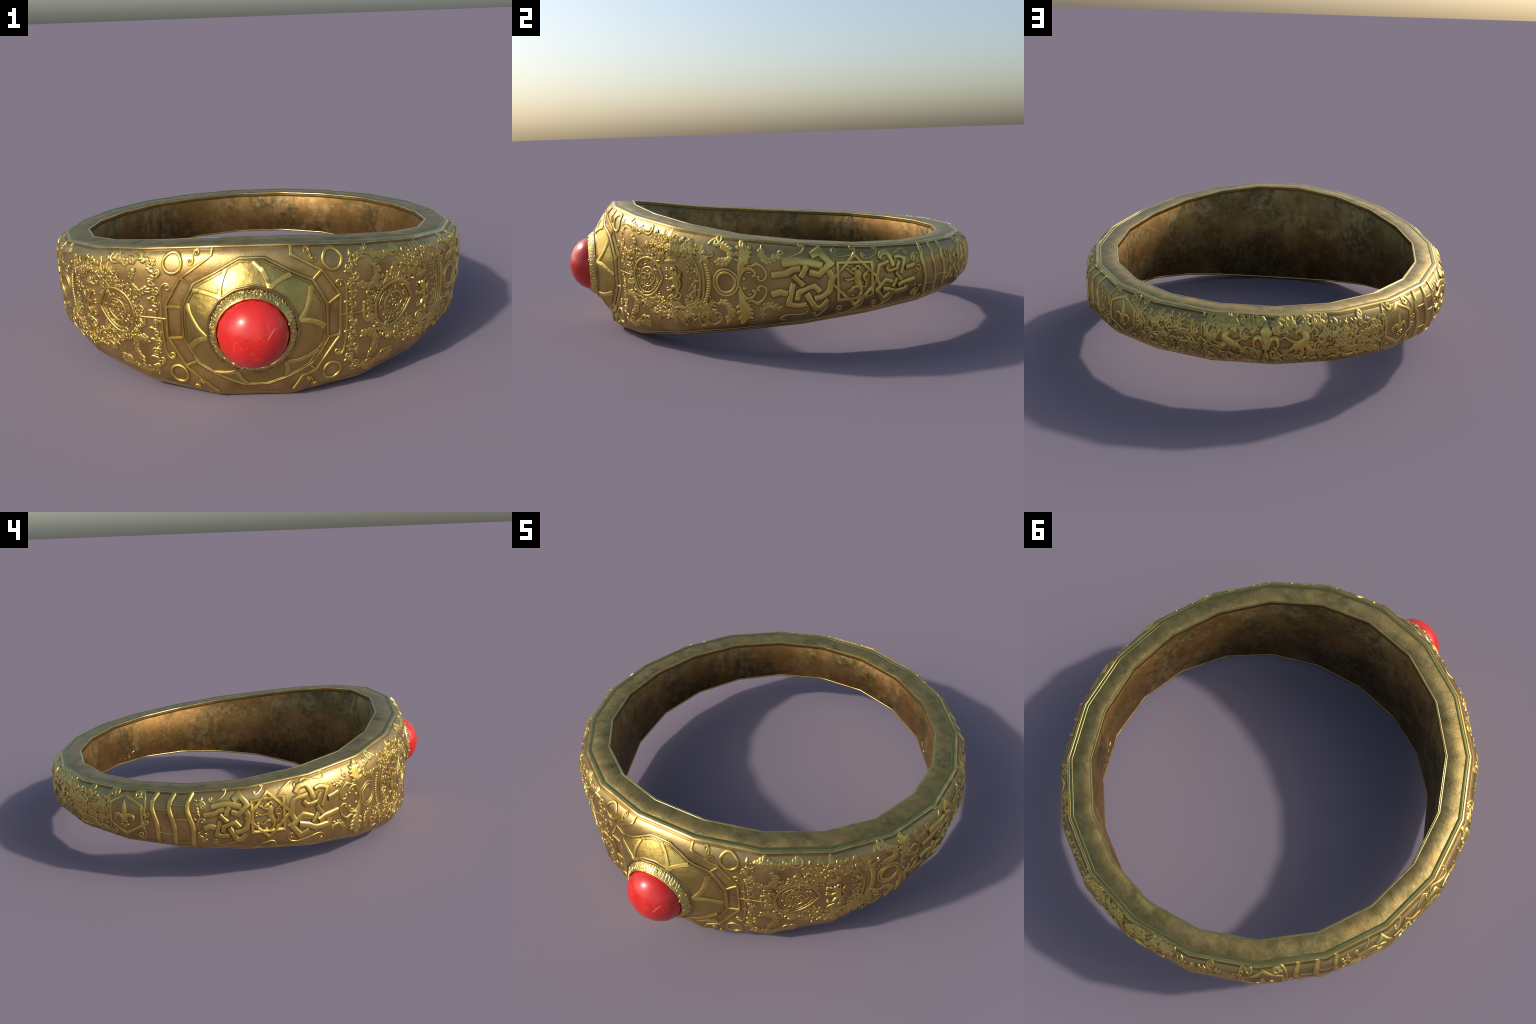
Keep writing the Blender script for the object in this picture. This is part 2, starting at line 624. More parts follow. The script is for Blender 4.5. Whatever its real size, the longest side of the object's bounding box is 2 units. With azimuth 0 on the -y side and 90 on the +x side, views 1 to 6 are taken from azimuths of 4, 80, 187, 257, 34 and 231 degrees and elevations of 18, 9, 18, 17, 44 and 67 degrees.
def hoop(name, fn, t_at, w, h, mat, up):
    """a bead running right round the hoop on one of its surfaces"""
    r = Relief(fn, scale=lambda u, v: (DEG, up(u)), whole=True)
    r.stroke([(u, t_at(u)) for u in around(9, 369, 3)[:-1]], w, h, closed=True, wrap=360, step=.2, sink=.002, profile=[(-1, None), (-1, .3), (-.5, .9), (.5, .9), (1, .3), (1, None)])
    return r.object(name, mat, sharp=60)


tall = lambda u: 2 * half(u)
rimw = lambda u: R_RIM - R_IN
lin = lambda u: 2 * half(u)
inset = lambda d: (lambda u: 1 - d / (2 * half(u)))
lift = lambda d: (lambda u: d / (2 * half(u)))
hoop("edge_trim", band, inset(.0035), .007, .0030, M_TRIM, tall)
hoop("edge_groove", band, inset(.0105), .007, .0012, M_GROOVE, tall)
hoop("edge_trim", band, lift(.003), .006, .003, M_TRIM, tall)
hoop("edge_groove", band, lift(.0085), .005, .0012, M_GROOVE, tall)
hoop("edge_trim", band, lift(.0125), .0035, .0020, M_TRIM, tall)
hoop("edge_trim", rim_top, lambda u: .035, .006, .003, M_TRIM, rimw)
hoop("edge_bead", rim_top, lambda u: .135, .013, .0022, M_BEAD, rimw)
hoop("edge_trim", rim_top, lambda u: .96, .007, .003, M_TRIM, rimw)
hoop("edge_trim", rim_low, lambda u: .04, .006, .003, M_TRIM, rimw)
hoop("edge_trim", lining, lift(.004), .008, .0035, M_TRIM, lin)
hoop("edge_groove", lining, lift(.0145), .012, .001, M_GROOVE, lin)
hoop("edge_trim", lining, inset(.004), .008, .0035, M_TRIM, lin)

# ------------------------------------------------------------------ knotwork, stars and lions
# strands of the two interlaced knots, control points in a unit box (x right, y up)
KNOT_WIDE_BOX = (72.8, 88.5, .20, .914)
KNOT_WIDE = [
    ([(75.6, .760), (79.9, .797), (82.6, .783), (85.9, .742)], .034),
    ([(83.0, .853), (85.3, .914), (88.1, .763), (85.0, .627), (82.4, .664)], .032),
    ([(72.9, .624), (76.6, .647), (78.4, .697), (80.2, .713)], .030),
    ([(81.9, .742), (80.4, .604)], .027),
    ([(78.4, .627), (80.9, .504)], .024),
    ([(78.5, .535), (77.1, .285), (79.4, .262), (81.6, .271)], .025),
    ([(79.3, .336), (79.7, .422), (81.7, .463), (83.7, .494), (85.2, .414)], .025),
    ([(81.6, .410), (84.0, .200), (85.7, .204), (87.4, .303)], .028),
    ([(87.5, .680), (88.5, .587), (87.8, .407), (86.0, .351), (83.7, .327)], .028),
    ([(72.8, .402), (75.2, .434), (76.9, .408)], .031),
]
KNOT_TALL_BOX = (-87.3, -72.4, .207, .90)
KNOT_TALL = [
    ([(-86.0, .815), (-84.9, .885), (-82.6, .90), (-81.7, .814), (-80.8, .698)], .026),
    ([(-82.6, .768), (-86.3, .728), (-87.3, .534), (-86.3, .445)], .024),
    ([(-80.3, .814), (-78.6, .827), (-76.1, .79), (-76.8, .694), (-77.8, .563)], .021),
    ([(-83.9, .685), (-82.7, .622), (-79.5, .647), (-78.4, .751)], .021),
    ([(-75.9, .645), (-74.3, .656), (-72.4, .681)], .029),
    ([(-80.0, .596), (-77.8, .465)], .021),
    ([(-79.3, .497), (-81.1, .376)], .022),
    ([(-79.1, .383), (-77.5, .418), (-72.4, .454)], .027),
    ([(-81.2, .454), (-83.9, .501), (-87.2, .364), (-84.7, .207), (-82.2, .283)], .026),
    ([(-85.0, .37), (-82.2, .343), (-80.1, .298), (-75.6, .309), (-75.5, .376)], .028),
]


def knot(strands, box, target, wide=1.0):
    bx0, bx1, by0, by1 = box
    tx0, tx1, ty0, ty1 = target
    k = Relief()
    for pts, w in strands:
        pp = [(tx0 + (a - bx0) / (bx1 - bx0) * (tx1 - tx0), ty0 + (b - by0) / (by1 - by0) * (ty1 - ty0)) for a, b in pts]
        k.stroke(pp, w * wide * 1.05, .0185, profile=[(-1, None), (-1, .15), (-.72, .86), (-.52, 1), (.52, 1), (.72, .86), (1, .15), (1, None)])
    k.object("knot", sharp=50)


knot(KNOT_WIDE, KNOT_WIDE_BOX, KNOT_WIDE_BOX)
knot(KNOT_WIDE, KNOT_WIDE_BOX, (-110.9, -98.9, .215, .905), .82)
knot(KNOT_TALL, KNOT_TALL_BOX, (100.6, 113.1, .19, .89), .82)
knot(KNOT_TALL, KNOT_TALL_BOX, KNOT_TALL_BOX)


def star(u, v, r):
    s = Relief()
    for turn in (0, 45):
        pts = [(r * math.cos(math.radians(turn + 45 + 90 * k)), r * math.sin(math.radians(turn + 45 + 90 * k))) for k in range(4)]
        s.stroke(s.xy(u, v, pts), .0150, .0150, closed=True)
    s.object("star_frame", sharp=45)


# a rampant beast: limbs as tapering strokes in units of its half height, facing left
LION = [
    ([(.05, .62), (.12, .30), (.10, .0), (.22, -.32), (.30, -.50)], [.26, .36, .32, .30, .26]),      # trunk
    ([(.02, .66), (-.16, .70), (-.26, .60)], [.26, .22, .12]),                                        # head
    ([(-.02, .82), (.16, .86), (.26, .70)], [.10, .14, .10]),                                         # mane
    ([(.02, .34), (-.28, .50), (-.52, .72), (-.62, .66)], [.20, .16, .15, .10]),                      # upper foreleg
    ([(.02, .14), (-.30, .10), (-.52, .06), (-.70, .14)], [.20, .16, .15, .10]),                      # lower foreleg
    ([(.16, -.38), (-.14, -.40), (-.34, -.58), (-.58, -.56)], [.24, .18, .15, .10]),                  # hind leg
    ([(.30, -.46), (.34, -.72), (.20, -.94), (-.02, -.98)], [.24, .18, .15, .10]),                    # standing leg
    ([(.34, -.34), (.56, -.42), (.64, -.16), (.50, .12), (.62, .40), (.80, .58)], [.09, .10, .10, .14, .18, .06]),  # tail
    ([(.62, .36), (.84, .28)], [.12, .05]),
    ([(.55, .0), (.78, -.04)], [.10, .04]),
]


def lion(u, v, size, mirror=1, name="lion", mat=None, h=.0105, wide=1.0):
    k = Relief()
    for pts, w in LION:
        p = smooth([(mirror * x * size * wide, y * size) for x, y in pts], 4)
        k.stroke(k.xy(u, v, p), [a * size * 1.22 for a in w], h * 1.5, step=.05)
    # toes
    for x, y in ((-.66, .74), (-.72, .60), (-.74, .06), (-.72, .24), (-.62, -.64), (-.64, -.48), (-.08, -1.04), (-.10, -.90)):
        k.leaf(*k.xy(u, v, [(mirror * x * size * wide, y * size)])[0], 180 if mirror > 0 else 0, size * .2, size * .11, h * .9)
    k.object(name, mat, sharp=48)


for u, v, r in ((94.6, .525, .1035), (-93.6, .565, .0985)):
    star(u, v, r)
    lion(u + .1, v, r * .66)

# ------------------------------------------------------------------ ribs between panels
def rib(pts, w):
    k = Relief()
    k.stroke(smooth([np.array(p) for p in pts], 5), [w, w * 1.05, w * 1.1, w], .015, step=.05, profile=[(-1, None), (-1, .3), (-.6, .85), (0, 1), (.6, .85), (1, .3), (1, None)])
    k.object("rib", sharp=60)


RIB = [(.55, .972), (-.35, .86), (-.65, .72), (.15, .55), (.75, .40), (.60, .22), (.30, .06)]
for at in (116.7, 121.8, 126.7):
    rib([(at + dx * .9, v) for dx, v in RIB], .0155)
for at in (-124.7, -119.6, -114.5):
    rib([(at + dx, v) for dx, v in RIB], .0205)
bars = Relief()
for u0, u1, v in ((116.4, 121.2, .79), (117.4, 122.4, .30), (121.2, 126.0, .775), (122.2, 127.3, .41), (-124.2, -119.8, .71), (-123.7, -118.8, .285), (-119.8, -115.0, .80), (-119.4, -114.4, .56), (-118.8, -114.0, .13)):
    bars.stroke([(u0, v), (u1, v)], .006, .006)
bars.object("cross_bar")


# ------------------------------------------------------------------ lily shields
def lily(u, v, s, k):
    """fleur-de-lis of half height s"""
    k.stroke(k.xy(u, v, [(0, -.38 * s), (0, 0), (0, .45 * s), (0, .9 * s)]), [s * .16, s * .38, s * .34, s * .05], .0115, step=.02, profile=[(-1, None), (-1, .2), (-.5, .75), (0, 1.1), (.5, .75), (1, .2), (1, None)])
    for m in (-1, 1):
        p = smooth([(m * x * s, y * s) for x, y in ((.10, -.46), (.16, -.16), (.36, .0), (.58, -.06), (.66, -.26), (.58, -.34))], 5)
        k.stroke(k.xy(u, v, p), [s * .12, s * .2, s * .26, s * .2, s * .12], .010, step=.05)
    k.stroke(k.xy(u, v, [(-.26 * s, -.46 * s), (.26 * s, -.46 * s)]), s * .11, .009)
    for m in (-1, 0, 1):
        k.dot(*k.xy(u, v, [(m * .2 * s, (-.66 - .1 * (m == 0)) * s)])[0], s * .10, .008, 7)


for u, vt, vb, wl, wr in ((142.0, .905, .178, -5.2, 5.0), (-133.8, .925, .195, -5.0, 5.3)):
    k = Relief()
    k.stroke([(u, vt), (u + wr, .735), (u + wr, .385), (u, vb), (u + wl, .38), (u + wl, .735)], .0125, .009, closed=True)
    k.object("shield_frame", sharp=45)
    k = Relief()
    lily(u, .56, .068, k)
    k.object("lily")

# ------------------------------------------------------------------ acanthus and scroll brackets (mirrored on both flanks)
def acanthus(side):
    k = Relief()
    s = side
    for f in (0, 1):                      # upper leaf, lower leaf
        V = (lambda v: v) if f == 0 else (lambda v: 1.066 - v)
        m = lambda u, v: (s * u, V(v))
        # plume: three ridged blades side by side, short lobes along both edges
        flip = 1 if f == 0 else -1
        for off, wd in ((-.55, .024), (0, .030), (.6, .024)):
            k.stroke([m(*p) for p in smooth([(65.6 + off * 1.1, .955 - abs(off) * .03), (66.0 + off * 1.2, .88), (65.9 + off, .80), (65.3 + off * .7, .73), (64.8 + off * .4, .66), (64.5, .60)], 5)], [wd * .5, wd, wd, wd * .8, wd * .55, .006], .013 if off else .016, step=.05, profile=[(-1, None), (-1, .3), (-.5, .85), (0, 1), (.5, .85), (1, .3), (1, None)])
        for (u, v), hd, L, w, bend in (((65.3, .875), 112, .030, .021, 50), ((65.1, .815), 118, .030, .020, 55), ((64.9, .755), 114, .026, .017, 50), ((65.5, .93), 100, .024, .022, 60),
                                       ((66.7, .885), 70, .024, .016, -50), ((66.8, .84), 62, .026, .015, -50), ((66.6, .79), 58, .026, .014, -40), ((66.1, .735), 55, .025, .012, -40), ((65.6, .68), 52, .022, .010, -40)):
            hh = hd if s > 0 else 180 - hd
            k.leaf(*m(u, v), hh * flip, L, w, .014, bend=bend * s * flip)
        k.dot(*m(64.4, .855), .009, .013, 8)
        # inner S, its drop and the outer C scroll
        k.stroke([m(*p) for p in smooth([(64.7, .56), (65.0, .61), (65.5, .66), (66.6, .695), (67.9, .685), (68.7, .645), (68.7, .61)], 4)], [.008, .012, .016, .018, .016, .012, .012], .010, step=.05)
        k.dot(*m(68.3, .615), .009, .011, 8)
        k.stroke([m(*p) for p in smooth([(66.6, .652), (67.3, .655), (67.9, .64)], 4)], .009, .009, step=.05, taper="both")
        k.dot(*m(65.9, .585), .0085, .011, 8)
        k.stroke([m(*p) for p in smooth([(66.6, .735), (67.8, .722), (69.2, .748), (70.6, .715), (71.5, .650), (71.4, .590), (70.5, .562), (69.6, .575), (69.3, .605)], 5)], [.006, .012, .017, .011, .009, .010, .011, .010], .009, step=.05)
        k.dot(*m(69.5, .605), .0085, .011, 8)
        k.leaf(*m(68.6, .742), (35 if s > 0 else 145) * (1 if f == 0 else -1), .02, .012, .010)
    k.object("acanthus", sharp=60)


def plain_circle(u, v, r, w=.011, double=False, name="circle", h=.009):
    k = Relief()
    k.stroke(k.xy(u, v, [(r * math.cos(math.tau * a / 28), r * math.sin(math.tau * a / 28)) for a in range(28)]), w, h, closed=True, step=.05)
    if double:
        k.stroke(k.xy(u, v, [((r + w * 1.05) * math.cos(math.tau * a / 28), (r + w * 1.05) * math.sin(math.tau * a / 28)) for a in range(28)]), w * .8, h * .55, closed=True, step=.05)
    k.object(name, sharp=60)


def oak_spray(side, f):
    V = (lambda v: v) if f == 0 else (lambda v: 1.075 - v)
    k = Relief()
    pts = [(side * u, V(v)) for u, v in ((70.4, .945), (70.4, .88), (70.9, .82), (72.4, .795), (74.2, .825))]
    k.frond(pts, .020, .013, .011, .009, .009, angle=62)
    k.object("oak_spray", kind="stuff")


for side in (1, -1):
    acanthus(side)
    plain_circle(side * 61.0, .540, .0415, .0125, True)
    if side > 0:
        oak_spray(1, 0)
        oak_spray(1, 1)
    else:
        k = Relief()
        k.frond([(-70.2, .93), (-70.0, .86), (-70.8, .80), (-72.0, .77), (-73.4, .80)], .018, .012, .011, .009, .009)
        k.frond([(-70.4, .16), (-70.6, .22), (-71.4, .27), (-73.0, .28), (-74.0, .24)], .018, .012, .011, .009, .009)
        k.object("oak_spray", kind="stuff")

# ------------------------------------------------------------------ thin scrollwork round the knots
thin = Relief()


def s_scroll(k, a, b, sag, r=.045, w=.006, h=.006, s1=1, s2=-1, turns=1.05):
    """two volutes joined by a wavy line"""
    sx, sy = k.scale(*a)
    d = np.array(b) - np.array(a)
    mid = np.array(a) + d * .5
    D = d * (sx, sy)
    L = np.linalg.norm(D)
    hd = math.degrees(math.atan2(D[1], D[0])) + (18 if sag > 0 else -18)
    k.curl(*mid, hd + 180, L * .5 + r * 1.9, turns, s1, w, h, tight=1.9, n=26)
    k.curl(*mid, hd, L * .5 + r * 1.9, turns, s2, w, h, tight=1.9, n=26)


s_scroll(thin, (76.2, .845), (81.2, .868), .014, .04, s1=-1, s2=1)
s_scroll(thin, (90.6, .815), (94.0, .90), -.012, .04, s1=-1, s2=1)
s_scroll(thin, (76.0, .195), (81.0, .105), .012, .038, s1=1, s2=1)
s_scroll(thin, (84.0, .115), (87.6, .165), .006, .022, s1=-1, s2=1)
s_scroll(thin, (90.6, .115), (97.0, .12), .012, .036, s1=-1, s2=1)
s_scroll(thin, (97.6, .84), (101.6, .86), .014, .030, s1=-1, s2=1)
s_scroll(thin, (105.4, .895), (111.0, .905), .012, .024, s1=1, s2=-1)
s_scroll(thin, (99.0, .13), (107.0, .125), .012, .024, s1=-1, s2=1)
s_scroll(thin, (-90.4, .905), (-86.6, .935), .012, .036, s1=1, s2=-1)
s_scroll(thin, (-83.5, .935), (-77.2, .925), -.010, .034, s1=1, s2=1)
s_scroll(thin, (-108.8, .84), (-104.4, .90), .012, .024, s1=-1, s2=1)
s_scroll(thin, (-96.8, .90), (-94.6, .93), .006, .016, s1=-1, s2=1)
s_scroll(thin, (-109.0, .135), (-101.0, .115), .010, .024, s1=-1, s2=1)
s_scroll(thin, (-98.6, .12), (-91.5, .13), .012, .026, s1=1, s2=-1)
s_scroll(thin, (-89.0, .15), (-76.0, .17), .016, .034, s1=-1, s2=-1)
thin.object("scrollwork", kind="stuff")

# little flowers and stems beside the ribs
bits = Relief()
for base, sg in ((114.6, 1), (-112.6, -1)):
    s = 1 if sg > 0 else -1
    bits.curl(base, .46, 80, .07, .8, s, .007, .007, tight=1.2)
    bits.curl(base, .34, -70, .075, .8, -s, .007, .007, tight=1.2)
    bits.curl(base - s * .6, .86, 200 if s > 0 else -20, .07, .8, s, .007, .007, tight=1.2)
    for k in range(7):
        a = math.tau * k / 7
        bits.leaf(base - s * 1.2, .80, math.degrees(a), .014, .008, .008)
        bits.leaf(base - s * 1.4, .20, math.degrees(a), .016, .009, .008)
    for k in range(5):
        bits.leaf(base + rng.uniform(-1.6, 1.2), rng.uniform(.66, .92), rng.uniform(0, 360), .018, .009, .008, 50)
        bits.leaf(base + rng.uniform(-1.6, 1.2), rng.uniform(.10, .34), rng.uniform(0, 360), .018, .009, .008, 50)
    bits.stroke(bits.xy(base, .60, [(.012 * math.cos(math.tau * a / 14), .014 * math.sin(math.tau * a / 14)) for a in range(14)]), .006, .007, closed=True, step=.05)
bits.object("small_flowers", kind="stuff")

# ------------------------------------------------------------------ front: frame lines round the setting
for s in (1, -1):
    k = Relief()
    if s < 0:
        pts = [(-9.0, .985), (-9.1, .951), (-16.6, .812), (-20.5, .635), (-20.7, .40), (-16.2, .201), (-8.8, .049)]
        rays = [((-16.6, .812), (-13.3, .765)), ((-20.5, .61), (-16.6, .61)), ((-20.6, .385), (-16.3, .405)), ((-16.4, .208), (-13.2, .255))]
    else:
        pts = [(9.0, .985), (8.9, .943), (15.9, .842), (20.3, .665), (20.3, .381), (14.2, .167), (11.0, .150), (8.8, .060)]
        rays = [((15.9, .842), (13.2, .765)), ((20.3, .665), (16.8, .60)), ((20.3, .385), (16.6, .385)), ((14.2, .17), (12.4, .225))]
    k.stroke(pts, .0108, .0125)
    for a, b in rays:
        k.stroke([a, b], .0112, .012)
    k.object("frame_line", sharp=45)
    k = Relief()
    # bracket with a volute at either end, the cross bar and its scrolls
    k.stroke([(s * u, v) for u, v in ((21.8, .70), (21.9, .60), (21.9, .44), (21.7, .36), (21.4, .30))], .0075, .0075)
    k.curl(s * 21.8, .70, 92 if s > 0 else 88, .118, 1.25, s, .0072, .008, tight=1.0)
    k.curl(s * 21.4, .30, -96 if s > 0 else -84, .108, 1.25, -s, .0072, .008, tight=1.0)
    k.stroke([(s * 20.4, .522), (s * 28.8, .522)], .0085, .0085)
    for sg in (1, -1):
        k.curl(s * 26.3, .522, (100 if s > 0 else 80) * sg, .105, 1.15, -s * sg, .008, .0075, tight=1.1)
    # small s curls beside the circles
    for vv, uu in ((.938, 13.4), (.085, 13.4)):
        k.curl(s * uu, vv, 80 if s > 0 else 100, .060, .95, s, .0065, .010, tight=.8)
        k.curl(s * uu, vv, -100 if s > 0 else -80, .060, .95, s, .0065, .010, tight=.8)
    k.object("scroll_bracket")
    plain_circle(s * 18.6, .905, .0365, .0118, h=.013)
    plain_circle(s * 18.3, .137, .034, .0108, h=.012)

# ------------------------------------------------------------------ front flanks: vine, crest and mantling (mirrored)
def crest(side):
    s = side
    m = lambda *pp: [(s * u, v) for u, v in pp]
    hd = lambda a: a if s > 0 else 180 - a
    # beaded vine standing next to the bracket
    k = Relief()
    for n, v in enumerate([.10 + .021 * q for q in range(40)]):
        if abs(v - .522) < .02:
            continue
        u = 23.4 + .7 * math.sin(n * 1.25)
        k.leaf(s * u, v, hd(90 + 55 * math.sin(n * 1.9)), .024, .012, .0095, 60)
        k.dot(s * (u + .5 * math.cos(n * 2.1)), v, .0055, .009, 6)
        if n % 3 == 1 and (v > .62 or v < .42):
            k.curl(s * u, v, hd(20 if n % 2 else 160), .062, .9, s * (1 if n % 2 else -1), .0072, .0085, n=14, tight=.8)
    k.stroke(m((23.2, .60), (23.2, .46)), .007, .0075)
    # garland from the vine to the right, along the top and the foot
    k.frond(m((23.6, .93), (25.4, .925), (27.4, .948), (29.2, .93), (31.0, .915), (33.4, .92), (35.2, .94)), .024, .013, .0115, .0095, .009)
    k.curl(s * 33.4, .915, hd(-30), .13, 1.0, s, .008, .008, tight=1.0)
    k.curl(s * 28.0, .935, hd(-70), .07, .9, s, .007, .007, tight=1.0)
    k.curl(s * 33.0, .92, hd(-110), .07, .9, -s, .007, .007, tight=1.0)
    k.frond(m((23.6, .115), (25.4, .125), (27.2, .105), (29.4, .11), (31.4, .125), (33.6, .115)), .024, .013, .0115, .0095, .009)
    k.curl(s * 31.2, .15, hd(50), .085, 1.0, -s, .007, .007, tight=1.0)
    k.curl(s * 33.0, .16, hd(30), .085, 1.0, -s, .007, .007, tight=1.0)
    k.curl(s * 26.6, .13, hd(60), .06, .9, -s, .007, .007, tight=1.0)
    # two crescent leaves
    k.frond(m((28.0, .86), (29.4, .83), (30.0, .78), (29.3, .73), (27.6, .70), (25.8, .715)), .024, .014, .0105, .0105, .012)
    k.frond(m((25.4, .335), (27.0, .365), (28.8, .345), (29.8, .29), (29.4, .235), (28.2, .20)), .024, .014, .0105, .0105, .012)
    # leaves hanging right of the crest
    k.frond(m((58.8, .925), (60.6, .91), (62.2, .865), (62.2, .80), (60.8, .755), (59.4, .745)), .025, .015, .0105, .011, .012)
    k.frond(m((58.4, .315), (60.0, .33), (61.6, .29), (62.2, .22), (61.4, .155)), .025, .015, .0105, .011, .012)
    k.curl(s * 56.2, .905, hd(60), .10, 1.0, -s, .009, .009, tight=1.0)
    k.curl(s * 57.6, .905, hd(10), .09, .95, s, .009, .009, tight=1.0)
    k.stroke(m(*smooth([(53.6, .078), (54.6, .10), (55.6, .115), (56.8, .10)], 4)), .007, .007, step=.05)
    k.curl(s * 56.8, .10, hd(10), .14, 1.1, s, .008, .0075, tight=.9)
    k.object("vine_work", kind="stuff")

    # round shield with a pointed right side
    k = Relief()
    edge = smooth([(41.4, .527), (40.0, .62), (38.0, .685), (34.8, .690), (31.6, .645), (29.7, .545), (30.3, .43), (32.6, .365), (35.6, .36), (38.8, .42), (41.4, .527)], 4)[:-1]
    k.stroke(m(*edge), .013, .0125, closed=True, step=.05)
    c = np.array([35.4, .527])
    inner = [c + (p - c) * .80 for p in edge]
    k.stroke(m(*inner), .006, .007, closed=True, step=.05)
    inner = [c + (p - c) * .50 for p in edge]
    k.stroke(m(*inner), .009, .008, closed=True, step=.05)
    for p in edge[4:-6]:
        q = c + (p - c) * 1.12
        k.dot(s * q[0], q[1], .0055, .009, 6)
    for n in range(22):
        a = math.tau * n / 22
        p = c + np.array([math.cos(a) * 3.5, math.sin(a) * .095])
        k.leaf(s * p[0], p[1], hd(math.degrees(a) + rng.uniform(-60, 60)), rng.uniform(.014, .024), .0075, .0085, rng.uniform(-80, 80))
    k.scatter(((min(s * 27.5, s * 43), max(s * 27.5, s * 43), .30, .76), lambda u, v: 1.04 < (((abs(u) - 35.2) / 6.1) ** 2 + ((v - .527) / .172) ** 2) < 1.75 and abs(u) < 40.2), 190, (.014, .024), (.0075, .011), .0105, seed=15, gap=.0098)
    k.scatter(((min(s * 33.2, s * 37.6), max(s * 33.2, s * 37.6), .46, .60), lambda u, v: ((abs(u) - 35.4) / 2.2) ** 2 + ((v - .527) / .07) ** 2 < 1), 34, (.009, .015), (.005, .007), .008, seed=5, gap=.007)
    k.object("crest_shield", kind="stuff")

    # inner lion with the bar above and the scroll under it
    lion(s * 45.7, .525, .068, s, wide=.70)
    k = Relief()
    k.leaf(s * 42.6, .692, hd(8), .072, .020, .010)
    k.leaf(s * 43.4, .72, hd(10), .05, .012, .008)
    k.curl(s * 44.6, .385, hd(200), .075, .8, s, .009, .009, tight=1.0)
    k.curl(s * 44.9, .385, hd(-40), .085, .8, s, .009, .009, tight=1.0)
    for n in range(4):
        k.leaf(s * (44.4 + .7 * n), .355 - .012 * (n % 2), hd(-70 + 30 * n), .016, .008, .008)
    k.object("lion_scroll", kind="stuff")

    # mantling: crowded foliage over, right of and under the crest
    k = Relief()
    lo, hi = min(s * 30, s * 58), max(s * 30, s * 58)
    top_in = lambda u: np.interp(u, [30, 32.5, 35.5, 39, 42, 45, 48, 51, 54], [.66, .70, .715, .70, .735, .76, .77, .77, .74])
    top_out = lambda u: np.interp(u, [30, 32.5, 36.5, 40, 44, 48, 52, 56, 57.5], [.70, .755, .84, .90, .915, .92, .89, .80, .74])
    bot_in = lambda u: np.interp(u, [31, 35, 38, 41, 44, 47, 50, 53], [.37, .345, .355, .35, .31, .285, .29, .34])
    bot_out = lambda u: np.interp(u, [31, 34, 36.5, 40, 43, 47, 52, 56, 57.5], [.33, .28, .245, .20, .17, .155, .16, .20, .27])
    under = dict(size=(.03, .045), w=(.017, .022), h=.006, mode="leaf", gap=.018)
    k.scatter(((lo, hi, .68, .93), lambda u, v: 31.5 < abs(u) < 56.8 and top_in(abs(u)) + .01 < v < top_out(abs(u)) - .02), 140, seed=61, **under)
    k.scatter(((lo, hi, .14, .40), lambda u, v: 32 < abs(u) < 56.8 and bot_out(abs(u)) + .02 < v < bot_in(abs(u)) - .01), 130, seed=62, **under)
    k.scatter(((lo, hi, .68, .93), lambda u, v: 30 < abs(u) < 57.4 and top_in(abs(u)) < v < top_out(abs(u))), 420, (.014, .026), (.007, .0105), .0118, seed=21, gap=.0102)
    k.scatter(((lo, hi, .14, .40), lambda u, v: 31 < abs(u) < 57.4 and bot_out(abs(u)) < v < bot_in(abs(u))), 400, (.014, .026), (.007, .0105), .0118, seed=22, gap=.0102)
    # wing between the lion and the right hand arcs
    right = lambda v: np.interp(v, [.27, .40, .55, .66, .80], [50.8, 52.4, 53.0, 52.4, 50.4])
    left = lambda v: np.interp(v, [.27, .36, .45, .52, .60, .66, .80], [48.4, 49.2, 50.3, 51.6, 50.6, 49.8, 48.0])
    k.scatter(((lo, hi, .27, .80), lambda u, v: left(v) < abs(u) < right(v)), 220, (.012, .021), (.006, .0095), .010, seed=23, gap=.0085)
    for pts, w in ((((50.8, .79), (52.6, .68), (53.5, .55), (53.2, .42), (52.0, .27)), .010), (((53.2, .80), (54.3, .67), (54.7, .54), (54.4, .40), (53.4, .28)), .008)):
        k.stroke(m(*smooth(pts, 4)), w, .009, step=.05)
    for n in range(15):
        v = .33 + .026 * n
        u = 56.0 - 2.0 * ((v - .54) / .25) ** 2
        k.leaf(s * (u - .5), v, hd(15), .022, .013, .010)
    k.object("mantling", kind="stuff")


crest(1)
crest(-1)

# ------------------------------------------------------------------ back of the hoop
FC = 186.2                          # middle of the back panel
k = Relief()
k.stroke([(FC, .33), (FC, .52), (FC, .72), (FC, .92)], [.012, .018, .056, .004], .021, step=.012, profile=[(-1, None), (-1, .3), (-.8, .85), (.8, .85), (1, .3), (1, None)])
k.stroke([(FC, .36), (FC, .30), (FC, .10)], [.012, .034, .014], .021, step=.012)
k.stroke([(FC - 1.7, .395), (FC + 1.7, .395)], .010, .011)
for m_ in (-1, 1):
    k.stroke([(FC + m_ * u, v) for u, v in smooth([(.55, .42), (1.0, .54), (1.9, .63), (2.8, .60), (3.2, .50), (2.8, .44)], 5)], [.009, .015, .021, .021, .016, .009], .019, step=.05)
    k.stroke([(FC + m_ * u, v) for u, v in smooth([(.9, .36), (1.6, .24), (2.8, .20), (3.6, .27)], 5)], [.010, .014, .012, .008], .010, step=.05)
    k.leaf(FC + m_ * 1.7, .76, 90 - m_ * 50, .04, .012, .009, -m_ * 60)
k.object("lily")

